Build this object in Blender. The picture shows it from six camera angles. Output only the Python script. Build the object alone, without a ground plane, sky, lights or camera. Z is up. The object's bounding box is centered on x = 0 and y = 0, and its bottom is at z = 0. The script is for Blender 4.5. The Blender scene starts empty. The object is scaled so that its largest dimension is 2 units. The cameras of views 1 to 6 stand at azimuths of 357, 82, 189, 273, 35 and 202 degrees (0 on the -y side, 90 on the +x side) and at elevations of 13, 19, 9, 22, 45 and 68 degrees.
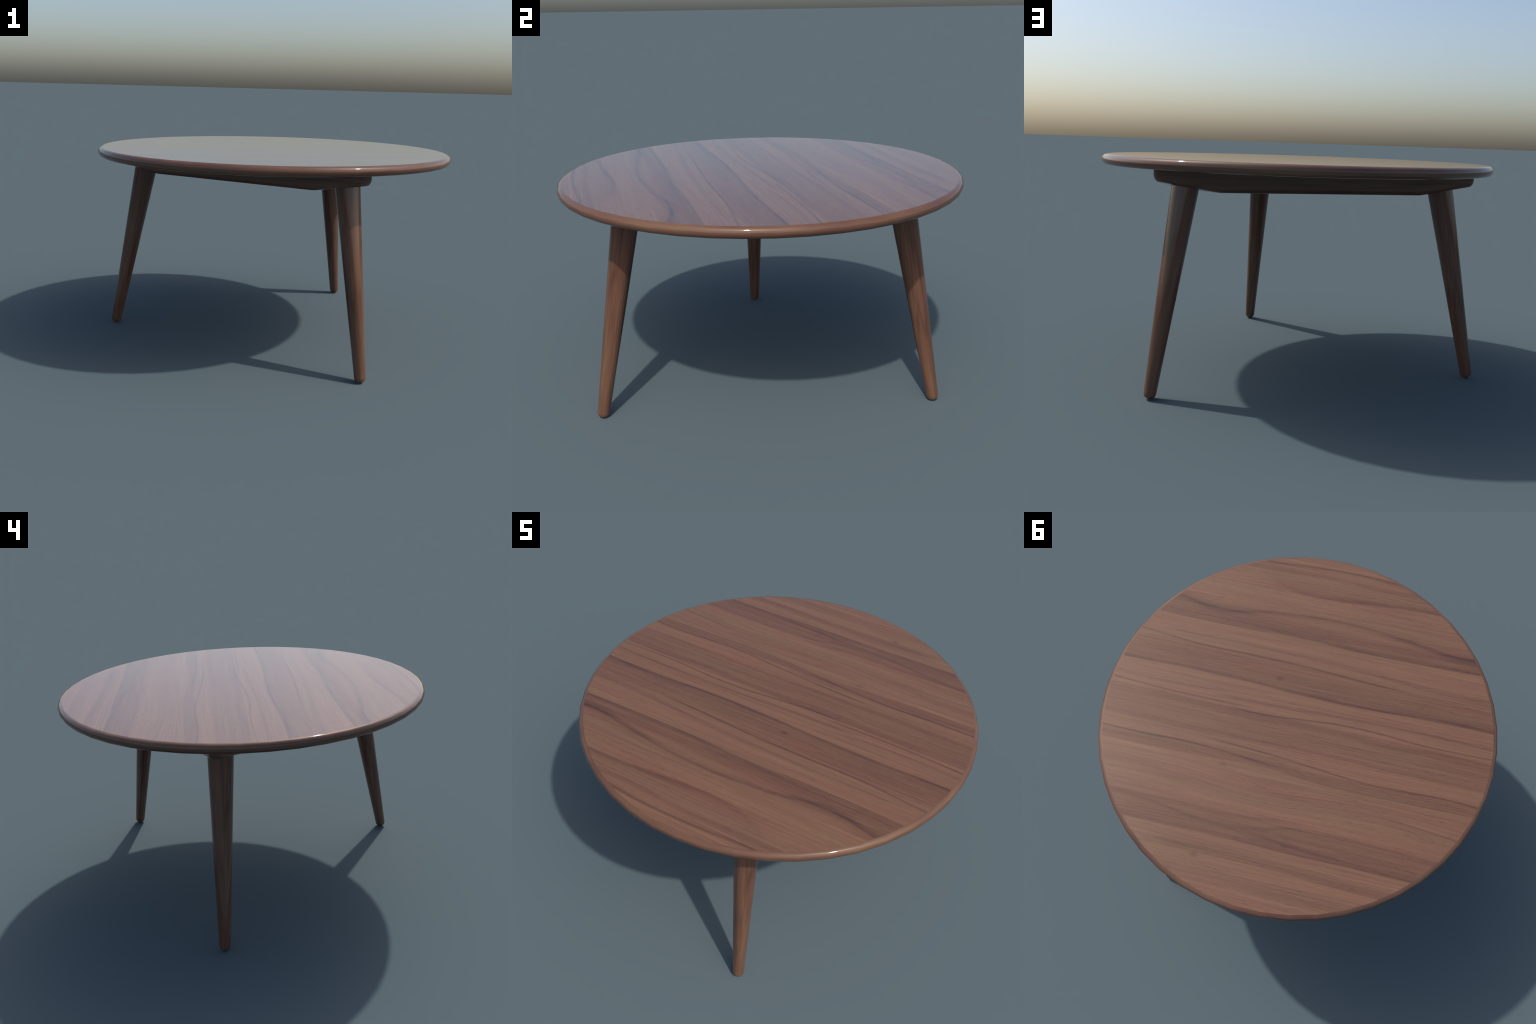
"""Round three-legged walnut coffee table.

Local frame: the table stands on the origin, its three legs at 60, 180 and
300 degrees; the whole piece is turned by YAW about z.
"""
import bpy, bmesh, math
from mathutils import Matrix, Vector

YAW = math.radians(-4.4)

# ------------------------------------------------------------------ helpers
table = bpy.data.objects.new("coffee_table", None)
bpy.context.scene.collection.objects.link(table)
table.rotation_euler = (0, 0, YAW)
table["label"] = "round walnut coffee table with three splayed tapered legs"
table["category"] = "coffee table"


def add_part(name, mesh, material, parent=table, matrix=None, smooth_angle=None):
    ob = bpy.data.objects.new(name, mesh)
    bpy.context.scene.collection.objects.link(ob)
    ob.parent = parent
    if matrix is not None:
        ob.matrix_local = matrix
    if material is not None and not mesh.materials:
        mesh.materials.append(material)
    return ob


def mesh_from_bmesh(name, bm, smooth=True):
    bmesh.ops.recalc_face_normals(bm, faces=bm.faces)
    me = bpy.data.meshes.new(name)
    bm.to_mesh(me)
    bm.free()
    for poly in me.polygons:
        poly.use_smooth = smooth
    return me


# ---------------------------------------------------------------- materials
class Nodes:
    """Small wrapper that keeps the node graphs readable."""

    def __init__(self, name):
        self.mat = bpy.data.materials.new(name)
        self.mat.use_nodes = True
        self.tree = self.mat.node_tree
        self.tree.nodes.clear()

    def new(self, kind, **props):
        node = self.tree.nodes.new(kind)
        for key, value in props.items():
            setattr(node, key, value)
        return node

    def put(self, value, socket):
        if isinstance(value, bpy.types.NodeSocket):
            self.tree.links.new(value, socket)
        else:
            socket.default_value = value

    def math(self, op, a, b=0.0, c=None, clamp=False):
        node = self.new("ShaderNodeMath", operation=op, use_clamp=clamp)
        self.put(a, node.inputs[0])
        self.put(b, node.inputs[1])
        if c is not None:
            self.put(c, node.inputs[2])
        return node.outputs[0]

    def add(self, a, b):
        return self.math("ADD", a, b)

    def mul(self, a, b):
        return self.math("MULTIPLY", a, b)

    def smooth(self, value, lo, hi, out_lo=0.0, out_hi=1.0):
        node = self.new("ShaderNodeMapRange", interpolation_type="SMOOTHSTEP")
        self.put(value, node.inputs["Value"])
        for key, v in (("From Min", lo), ("From Max", hi), ("To Min", out_lo), ("To Max", out_hi)):
            self.put(v, node.inputs[key])
        return node.outputs["Result"]

    def combine(self, x, y, z):
        node = self.new("ShaderNodeCombineXYZ")
        for i, v in enumerate((x, y, z)):
            self.put(v, node.inputs[i])
        return node.outputs[0]

    def noise(self, vector, scale=1.0, detail=2.0, roughness=0.5, distortion=0.0):
        node = self.new("ShaderNodeTexNoise")
        self.put(vector, node.inputs["Vector"])
        for key, v in (("Scale", scale), ("Detail", detail), ("Roughness", roughness), ("Distortion", distortion)):
            node.inputs[key].default_value = v
        return node.outputs["Fac"]

    def centred(self, vector, gain, **kw):
        """Noise around zero, times gain."""
        return self.mul(self.math("SUBTRACT", self.noise(vector, **kw), 0.5), gain)

    def curve(self, value, points):
        node = self.new("ShaderNodeFloatCurve")
        self.put(value, node.inputs["Value"])
        cm = node.mapping
        cm.use_clip = False
        cv = cm.curves[0]
        while len(cv.points) > 2:
            cv.points.remove(cv.points[1])
        cv.points[0].location = points[0]
        cv.points[1].location = points[-1]
        for pt in points[1:-1]:
            cv.points.new(*pt)
        cm.update()
        return node.outputs["Value"]

    def ramp(self, value, stops):
        node = self.new("ShaderNodeValToRGB")
        self.put(value, node.inputs["Fac"])
        el = node.color_ramp.elements
        while len(el) < len(stops):
            el.new(0.5)
        for e, (pos, col) in zip(el, stops):
            e.position = pos
            e.color = (*col, 1.0)
        return node.outputs["Color"]

    def finish(self, colour, height=None, strength=0.1, distance=0.001):
        bsdf = self.new("ShaderNodeBsdfPrincipled")
        if height is not None:
            bump = self.new("ShaderNodeBump")
            bump.inputs["Strength"].default_value = strength
            bump.inputs["Distance"].default_value = distance
            self.put(height, bump.inputs["Height"])
            self.tree.links.new(bump.outputs[0], bsdf.inputs["Normal"])
        self.put(colour, bsdf.inputs["Base Color"])
        bsdf.inputs["Roughness"].default_value = BASE_ROUGH
        bsdf.inputs["Specular IOR Level"].default_value = BASE_SPEC
        bsdf.inputs["Coat Weight"].default_value = COAT
        bsdf.inputs["Coat Roughness"].default_value = COAT_ROUGH
        bsdf.inputs["Coat IOR"].default_value = COAT_IOR
        out = self.new("ShaderNodeOutputMaterial")
        self.tree.links.new(bsdf.outputs[0], out.inputs[0])
        return self.mat


BASE_ROUGH, BASE_SPEC = 0.04, 0.5
COAT, COAT_ROUGH, COAT_IOR = 0.0, 0.02, 1.5

# walnut: tone 0 = darkest vein, 1 = palest sapwood streak
WALNUT = [(0.00, (0.058, 0.030, 0.0225)),
          (0.20, (0.090, 0.0430, 0.0282)),
          (0.50, (0.128, 0.0635, 0.0400)),
          (0.80, (0.167, 0.0885, 0.0535)),
          (1.00, (0.205, 0.1130, 0.0680))]


def walnut_colour(n, tone, hue_vector):
    """Tone ramp plus a slow drift between reddish and olive brown."""
    base = n.ramp(tone, WALNUT)
    drift = n.noise(hue_vector, scale=1.0, detail=2.0)
    tint = n.ramp(drift, [(0.30, (1.035, 0.965, 0.97)), (0.70, (0.97, 1.015, 0.965))])
    mix = n.new("ShaderNodeMix", data_type="RGBA", blend_type="MULTIPLY")
    mix.inputs["Factor"].default_value = 1.0
    n.put(base, mix.inputs[6])
    n.put(tint, mix.inputs[7])
    return mix.outputs[2]


def fine_grain(n, along, across, other=0.0, strength=1.0):
    """Long fibres, finer fibres and short dark pores, all running 'along'."""
    a = n.centred(n.combine(n.mul(along, 0.7), n.mul(across, 38.0), other), 0.34 * strength, scale=1.0, detail=3.0, roughness=0.65)
    b = n.centred(n.combine(n.mul(along, 2.0), n.mul(across, 140.0), other), 0.95 * strength, scale=1.0, detail=3.0, roughness=0.7)
    pore = n.noise(n.combine(n.mul(along, 26.0), n.mul(across, 230.0), other), scale=1.0, detail=1.0)
    pore = n.smooth(pore, 0.55, 0.75, 0.0, -0.20 * strength)
    return n.add(n.add(a, b), pore)


# Veins of the top, in grain coordinates: p runs along the grain, q across it
# (metres from the centre).  path: (p, q) control points of the vein;
# soft: reach of the shade to the -q / +q side; depth: how dark; ends: p range.
GRAIN_ANGLE = math.radians(11.6)
VEINS = [
    # broad darker planks of grain: flat inside, crisp on one side
    dict(path=[(-1, -.466), (-.66, -.455), (-.24, -.452), (.15, -.465), (.33, -.456), (1, -.463)], soft=(.105, .005), depth=.30, flat=1),
    dict(path=[(-1, -.148), (-.53, -.146), (-.39, -.136), (.07, -.138), (.28, -.150), (1, -.147)], soft=(.145, .005), depth=.29, flat=1),
    dict(path=[(-1, .02), (-.5, .02), (0, .02), (1, .015)], soft=(.010, .155), depth=.20, flat=1),
    dict(path=[(-1, .301), (-.52, .311), (-.21, .312), (.10, .285), (.4, .297), (1, .306)], soft=(.058, .007), depth=.27, flat=1),
    dict(path=[(-1, .688), (-.46, .680), (-.13, .683), (.17, .679), (1, .687)], soft=(.125, .005), depth=.27, flat=1),
    dict(path=[(-1, .80), (-.55, .793), (-.32, .787), (-.11, .775), (.23, .772), (.6, .77), (1, .77)], soft=(.040, .006), depth=.22, flat=1, ends=(-1.1, .5)),
    dict(path=[(-1, -.76), (-.41, -.765), (-.22, -.748), (-.02, -.735), (.12, -.735), (.4, -.74)], soft=(.085, .008), depth=.18, flat=1, ends=(-1, .35)),
    dict(path=[(-1, .90), (0, .89), (1, .89)], soft=(.05, .02), depth=.15, flat=1),
    # veins
    dict(path=[(-1, -.895), (-.34, -.912), (-.17, -.923), (.06, -.921), (.37, -.901), (1, -.89)], soft=(.006, .010), depth=0.45),
    dict(path=[(-.7, -.868), (-.25, -.851), (-.08, -.861), (.28, -.852), (1, -.85)], soft=(.030, .006), depth=0.22),
    dict(path=[(-.9, -.778), (-.41, -.770), (-.22, -.753), (-.02, -.737), (.12, -.737), (.3, -.776)], soft=(.016, .010), depth=0.20, ends=(-.8, .25)),
    dict(path=[(-1, -.55), (-.82, -.538), (-.74, -.533), (-.55, -.559), (-.3, -.595), (-.05, -.606), (.10, -.597), (.27, -.584), (.54, -.537), (.78, -.578), (1, -.60)], soft=(.008, .020), depth=0.37),
    dict(path=[(-1, -.57), (-.74, -.555), (-.55, -.578), (-.3, -.60), (1, -.61)], soft=(.022, .022), depth=0.15, ends=(-1.1, -.42)),
    dict(path=[(.1, -.597), (.27, -.588), (.54, -.555), (.78, -.59), (1, -.61)], soft=(.022, .022), depth=0.16, ends=(.28, 1.2)),
    dict(path=[(-1, -.467), (-.66, -.456), (-.24, -.454), (.15, -.467), (1, -.465)], soft=(.018, .005), depth=0.14, ends=(-.9, .25)),
    dict(path=[(-1, -.318), (-.68, -.307), (-.26, -.337), (.04, -.348), (.58, -.357), (1, -.365)], soft=(.018, .006), depth=0.24, ends=(-1.1, .75)),
    dict(path=[(-1, -.262), (-.32, -.282), (.03, -.302), (.39, -.306), (.61, -.309), (.91, -.335), (1, -.345)], soft=(.004, .006), depth=0.41, ends=(-.45, 1.1)),
    dict(path=[(-1, -.149), (-.53, -.148), (-.39, -.139), (.07, -.141), (.28, -.153), (1, -.149)], soft=(.012, .004), depth=0.23),
    dict(path=[(-1, -.10), (.3, -.075), (.61, -.056), (.97, -.063)], soft=(.006, .006), depth=0.25, ends=(.35, 1.2)),
    dict(path=[(-1, -.055), (-.47, -.062), (-.34, -.060), (.05, -.044), (.30, -.039), (1, -.02)], soft=(.011, .005), depth=0.37, ends=(-1.1, .4)),
    dict(path=[(-1, -.09), (-.5, -.085), (0, -.08), (1, -.08)], soft=(.005, .005), depth=0.18, ends=(-1.1, .1)),
    dict(path=[(-1, -.008), (-.64, -.003), (-.41, -.016), (-.21, -.017), (-.04, -.003), (.17, .015), (.35, .010)], soft=(.004, .005), depth=0.48, ends=(-1.1, .30)),
    dict(path=[(.2, -.01), (.50, -.008), (.74, -.011), (.97, -.024)], soft=(.004, .005), depth=0.45, ends=(.3, 1.1)),
    dict(path=[(-1, .040), (-.73, .026), (-.51, .038), (-.29, .025), (.26, .025), (1, .026)], soft=(.010, .020), depth=0.14),
    dict(path=[(-1, .162), (-.45, .162), (0, .157), (.22, .168), (1, .166)], soft=(.016, .008), depth=0.16),
    dict(path=[(-1, .262), (-.77, .248), (-.55, .258), (-.38, .258), (-.20, .244), (-.02, .226), (.16, .214), (.5, .200)], soft=(.004, .005), depth=0.48, ends=(-1.1, .38)),
    dict(path=[(-.1, .285), (.1, .270), (.36, .252), (.52, .246), (.75, .252), (1, .247)], soft=(.004, .006), depth=0.43, ends=(.1, 1.1)),
    dict(path=[(-1, .44), (-.80, .440), (-.69, .439), (-.58, .416), (-.45, .404), (-.33, .415), (.0, .415), (.35, .416), (.51, .438), (.70, .408), (1, .404)], soft=(.03, .03), depth=0.10),
    dict(path=[(-1, .57), (-.65, .564), (-.25, .553), (-.10, .563), (.04, .594), (.2, .61)], soft=(.005, .014), depth=0.22, ends=(-1.1, .10)),
    dict(path=[(-.2, .535), (.0, .541), (.12, .557), (.47, .561), (1, .556)], soft=(.005, .016), depth=0.24, ends=(-.10, 1.2)),
    dict(path=[(-.5, .66), (-.12, .649), (.05, .629), (.36, .614), (.64, .579), (1, .57)], soft=(.008, .010), depth=0.20, ends=(-.35, .9)),
    dict(path=[(-1, .686), (-.46, .678), (-.13, .681), (.17, .677), (1, .685)], soft=(.020, .004), depth=0.16),
]


def top_material():
    n = Nodes("walnut_veneer")
    coord = n.new("ShaderNodeTexCoord").outputs["Object"]
    rot = n.new("ShaderNodeVectorRotate", rotation_type="Z_AXIS")
    n.put(coord, rot.inputs["Vector"])
    rot.inputs["Angle"].default_value = -GRAIN_ANGLE
    sep = n.new("ShaderNodeSeparateXYZ")
    n.put(rot.outputs[0], sep.inputs[0])
    p, q = sep.outputs[0], sep.outputs[1]

    # slow wander of the fibres, stronger in two wavy patches
    wander = n.centred(n.combine(n.mul(p, 2.2), n.mul(q, 9.0), 3.1), 0.016, scale=1.0, detail=2.0)
    patch = n.smooth(n.math("ABSOLUTE", n.math("SUBTRACT", q, 0.44)), 0.11, 0.02)
    swell = n.mul(n.math("SINE", n.add(n.mul(p, 5.3), 4.2)), n.mul(patch, 0.020))
    qv = n.add(q, n.mul(wander, 0.15))
    qw = n.add(n.add(q, n.mul(wander, 0.45)), swell)

    unit_p = n.math("MULTIPLY_ADD", p, 0.5, 0.5)
    edge = n.smooth(n.noise(n.combine(n.mul(p, 4.0), n.mul(q, 40.0), 7.7), detail=2.0), 0.25, 0.75, 0.80, 1.18)
    dark = None
    for vein in VEINS:
        q0 = vein["path"][0][1]
        pts = [((a + 1) / 2, b - q0 + 0.5) for a, b in vein["path"]]
        centre = n.curve(unit_p, pts)
        d = n.math("SUBTRACT", qv, n.math("ADD", centre, q0 - 0.5))
        minus, plus = vein["soft"]
        side = n.math("GREATER_THAN", d, 0.0)
        reach = n.math("MULTIPLY_ADD", side, plus - minus, minus)
        x = n.math("DIVIDE", d, reach)
        x = n.mul(x, x)
        if "flat" in vein:
            x = n.mul(x, x)
        fall = n.math("POWER", math.e, n.mul(x, -1.0))
        amount = n.mul(fall, vein["depth"])
        if "ends" in vein:
            lo, hi = vein["ends"]
            amount = n.mul(amount, n.mul(n.smooth(p, lo - .10, lo + .10), n.smooth(p, hi - .10, hi + .10, 1.0, 0.0)))
        dark = amount if dark is None else n.add(dark, amount)

    # three little pin knots
    for kp, kq in ((.14, -.204), (.30, .320), (.31, .791)):
        dp = n.mul(n.math("SUBTRACT", p, kp), 55.0)
        dq = n.mul(n.math("SUBTRACT", q, kq), 90.0)
        r2 = n.add(n.mul(dp, dp), n.mul(dq, dq))
        dark = n.add(dark, n.mul(n.math("POWER", math.e, n.mul(r2, -1.0)), 0.32))

    broad = n.centred(n.combine(n.mul(p, 0.8), n.mul(q, 12.0), 11.0), 0.18, scale=1.0, detail=2.0)
    tone = n.math("SUBTRACT", TOP_TONE, n.mul(n.mul(dark, edge), VEIN_GAIN))
    tone = n.add(tone, broad)
    tone = n.add(tone, fine_grain(n, p, qw, 1.7, 0.85))
    colour = walnut_colour(n, tone, n.combine(n.mul(p, 1.2), n.mul(q, 14.0), 4.0))
    return n.finish(colour)


TOP_TONE, VEIN_GAIN = 0.71, 0.92


def solid_material(name, frame, tone0, seed, band=0.5):
    """Plain solid walnut.  frame: 'axis' grain along z, 'rail' along y,
    'ring' around the z axis."""
    n = Nodes(name)
    coord = n.new("ShaderNodeTexCoord").outputs["Object"]
    sep = n.new("ShaderNodeSeparateXYZ")
    n.put(coord, sep.inputs[0])
    x, y, z = sep.outputs
    if frame == "axis":
        along, a, b = z, x, y
    elif frame == "rail":
        along, a, b = y, x, z
    else:
        # arc length around the table, measured away from the seam
        along = n.math("ARCTAN2", y, x)
        a = n.math("SUBTRACT", n.math("SQRT", n.add(n.mul(x, x), n.mul(y, y))), 1.0)
        b = z
    if frame == "ring":
        # cylinder coordinates wrap without a seam: use x, y for the slow part
        slow_v = n.combine(n.mul(x, 1.6), n.mul(y, 1.6), n.mul(n.add(b, n.mul(a, 0.7)), 22.0))
        slow = n.centred(slow_v, band, scale=1.0, detail=3.0, roughness=0.55)
        fib_v = n.combine(n.mul(x, 5.0), n.mul(y, 5.0), n.mul(n.add(b, n.mul(a, 0.7)), 170.0))
        fibre = n.centred(fib_v, 0.60, scale=1.0, detail=2.0)
        tone = n.add(n.add(slow, fibre), tone0)
        hue = slow_v
    else:
        bend = n.centred(n.combine(n.mul(along, 1.5), n.mul(a, 4.0), n.add(n.mul(b, 4.0), seed)), 0.018, scale=1.0, detail=1.0)
        a2, b2 = n.add(a, bend), n.add(b, bend)
        slow_v = n.combine(n.mul(along, 0.8), n.mul(a2, 22.0), n.add(n.mul(b2, 22.0), seed))
        slow = n.centred(slow_v, band, scale=1.0, detail=2.0)
        vein = n.noise(n.combine(n.mul(along, 0.45), n.mul(a2, 18.0), n.add(n.mul(b2, 18.0), seed + 5.0)), detail=1.0)
        vein = n.smooth(n.math("ABSOLUTE", n.math("SUBTRACT", vein, 0.5)), 0.05, 0.0, 0.0, -0.20)
        fib = n.centred(n.combine(n.mul(along, 4.0), n.mul(a2, 130.0), n.mul(b2, 130.0)), 0.80, scale=1.0, detail=2.0)
        tone = n.add(n.add(n.add(slow, vein), fib), tone0)
        hue = n.combine(n.mul(along, 1.5), n.mul(a, 20.0), n.mul(b, 20.0))
    return n.finish(walnut_colour(n, tone, hue))


MAT_TOP = top_material()
MAT_EDGE = solid_material("walnut_edge", "ring", 0.46, 2.0, 1.0)
MAT_LEG = solid_material("walnut_leg", "axis", 0.45, 9.0, 0.95)
MAT_RAIL = solid_material("walnut_rail", "rail", 0.42, 21.0, 0.70)

# ----------------------------------------------------------------- tabletop
SIDES = 48                   # facets of the round top
R_OUT = 1.0015               # widest ring
R_TOP = 0.9785               # where the flat top meets the rounded edge
Z_TOP, Z_BOT = 1.0941, 1.0446


def ring(bm, r, z):
    return [bm.verts.new((r * math.cos(2 * math.pi * i / SIDES), r * math.sin(2 * math.pi * i / SIDES), z)) for i in range(SIDES)]


def bridge(bm, lower, upper):
    for i in range(SIDES):
        j = (i + 1) % SIDES
        bm.faces.new((lower[i], lower[j], upper[j], upper[i]))


# flat veneered panel: a disc with its own underside
bm = bmesh.new()
top_ring = ring(bm, R_TOP, Z_TOP)
low_ring = ring(bm, R_TOP, Z_BOT + 0.001)
bm.faces.new(top_ring)
bm.faces.new(list(reversed(low_ring)))
bridge(bm, low_ring, top_ring)
add_part("tabletop", mesh_from_bmesh("tabletop", bm, smooth=False), MAT_TOP)

# half-round edge running round the panel
bm = bmesh.new()
EDGE_STEPS = 8
z_mid, half = (Z_TOP + Z_BOT) / 2, (Z_TOP - Z_BOT) / 2
rings = []
for k in range(EDGE_STEPS + 1):
    a = math.pi * (0.5 - k / EDGE_STEPS)
    rings.append(ring(bm, R_TOP + 0.0002 + (R_OUT - R_TOP) * math.cos(a), z_mid + half * math.sin(a)))
for up, lo in zip(rings, rings[1:]):
    bridge(bm, lo, up)
inner = ring(bm, R_TOP - 0.012, Z_BOT)
bridge(bm, inner, rings[-1])
edge_mesh = mesh_from_bmesh("rounded_edge", bm)
edge_mesh.set_sharp_from_angle(angle=math.radians(50))
add_part("rounded_edge", edge_mesh, MAT_EDGE)

# -------------------------------------------------------------- underframe
# Three rails mitred into a triangle with rounded corners.  In a rail's own
# frame the outer face is at x = FACE and the rail runs along y; its underside
# is level in the middle and sweeps up towards both corners.
FACE = 0.4765
INNER = 0.25
CORNER_R = 0.042
RAIL_TOP = Z_BOT - 0.0005
C60, S60 = 0.5, math.sin(math.pi / 3)
CORNER_C = 2 * (FACE - CORNER_R)           # centre of the rounded corner
FILLET_IN, FILLET_UP = 0.024, 0.036        # rounding of the lower outer edge
FILLET_STEPS = 7
Z_LOW, BREAK, SWEEP = 0.9416, 0.658, 0.195 # level, where the sweep starts, its slope


def underside(rho):
    """Height of the underside at a distance along the corner direction."""
    x = rho - BREAK
    if x < -0.012:
        return Z_LOW
    if x < 0.012:
        return Z_LOW + SWEEP * (x + 0.012) ** 2 / 0.048
    return Z_LOW + SWEEP * x


def rail_mesh():
    bm = bmesh.new()
    # stations in plan from the middle to one corner; each gives the outer
    # point when the outline is offset inwards by o
    half = [lambda o: (FACE - o, 0.03)]
    for rho in (0.50, 0.60, 0.646, 0.652, 0.658, 0.664, 0.670, 0.72, 0.77, 0.82, 0.84):
        half.append(lambda o, rho=rho: (FACE - o, (rho - (FACE - o) * C60) / S60))
    steps = 14
    for k in range(steps + 1):
        a = math.radians(60) * k / steps
        half.append(lambda o, a=a: (CORNER_C * C60 + (CORNER_R - o) * math.cos(a), CORNER_C * S60 + (CORNER_R - o) * math.sin(a)))
    columns = []
    for sgn, stations in ((-1, list(reversed(half))), (1, half)):
        for place in stations:
            col = []
            x, y = place(0.0)
            col.append(bm.verts.new((x, sgn * y, RAIL_TOP)))
            x, y = place(FILLET_IN)
            rho = x * C60 + y * S60
            z = underside(rho)
            for i in range(FILLET_STEPS + 1):
                t = math.pi / 2 * i / FILLET_STEPS
                fx, fy = place(FILLET_IN * (1 - math.cos(t)))
                col.append(bm.verts.new((fx, sgn * fy, z + FILLET_UP * (1 - math.sin(t)))))
            # on, square to the corner direction, to the mitre or inner face
            x_in = max(INNER, rho * C60)
            y_in = (rho - x_in * C60) / S60 if y > 0.2 else y
            tip = abs(x - x_in) < 1e-4
            col.append(col[-1] if tip else bm.verts.new((x_in, sgn * y_in, z)))
            col.append(bm.verts.new((x_in, sgn * y_in, RAIL_TOP)))
            columns.append(col)
    for one, two in zip(columns, columns[1:]):
        for i in range(len(one)):
            j = (i + 1) % len(one)
            quad = list(dict.fromkeys((one[i], one[j], two[j], two[i])))
            if len(quad) > 2:
                bm.faces.new(quad)
    me = mesh_from_bmesh("apron_rail", bm)
    me.set_sharp_from_angle(angle=math.radians(38))
    return me


rail = rail_mesh()
for k in range(3):
    ob = add_part("apron_rail", rail, MAT_RAIL, matrix=Matrix.Rotation(math.radians(120 * k), 4, "Z"))

# --------------------------------------------------------------------- legs
LEG_FOOT_R, LEG_TOP_R = 0.945, 0.740        # axis at z = 0 and at z = 1
TILT = math.atan(LEG_FOOT_R - LEG_TOP_R)
LEG_LENGTH = 1.035


def leg_radius(t):
    return 0.0285 + 0.0354 * t


LEG_PROFILE = [(0.0, 0.0), (0.010, 0.0), (0.0165, 0.0016), (0.0225, 0.0060), (0.0263, 0.0120), (leg_radius(0.021), 0.0205)]
LEG_PROFILE += [(leg_radius(t), t) for t in (0.024, 0.1, 0.25, 0.4, 0.55, 0.7, 0.85, LEG_LENGTH)]


def leg_mesh():
    bm = bmesh.new()
    n = 40
    prev = None
    for r, t in LEG_PROFILE:
        if r == 0.0:
            cur = [bm.verts.new((0, 0, t))]
        else:
            cur = [bm.verts.new((r * math.cos(2 * math.pi * i / n), r * math.sin(2 * math.pi * i / n), t)) for i in range(n)]
        if prev:
            for i in range(n):
                j = (i + 1) % n
                if len(prev) == 1:
                    bm.faces.new((prev[0], cur[j], cur[i]))
                else:
                    bm.faces.new((prev[i], prev[j], cur[j], cur[i]))
        prev = cur
    bm.faces.new(prev)
    me = mesh_from_bmesh("leg", bm)
    me.set_sharp_from_angle(angle=math.radians(45))
    return me


leg = leg_mesh()
# slide the leg along its axis until the lowest point of the tilted foot is z = 0
lean = Matrix.Rotation(-TILT, 4, "Y")        # top leans towards -x (the centre)
lowest = min((lean @ v.co).z for v in leg.vertices)
axis = (lean @ Vector((0, 0, 1))).normalized()
base = Vector((LEG_FOOT_R, 0, 0)) + axis * (-lowest / axis.z)
for a in (60.3, 179.9, 300.1):
    m = Matrix.Translation((-0.0009, 0, 0)) @ Matrix.Rotation(math.radians(a), 4, "Z") @ Matrix.Translation(base) @ lean
    add_part("leg", leg, MAT_LEG, matrix=m)
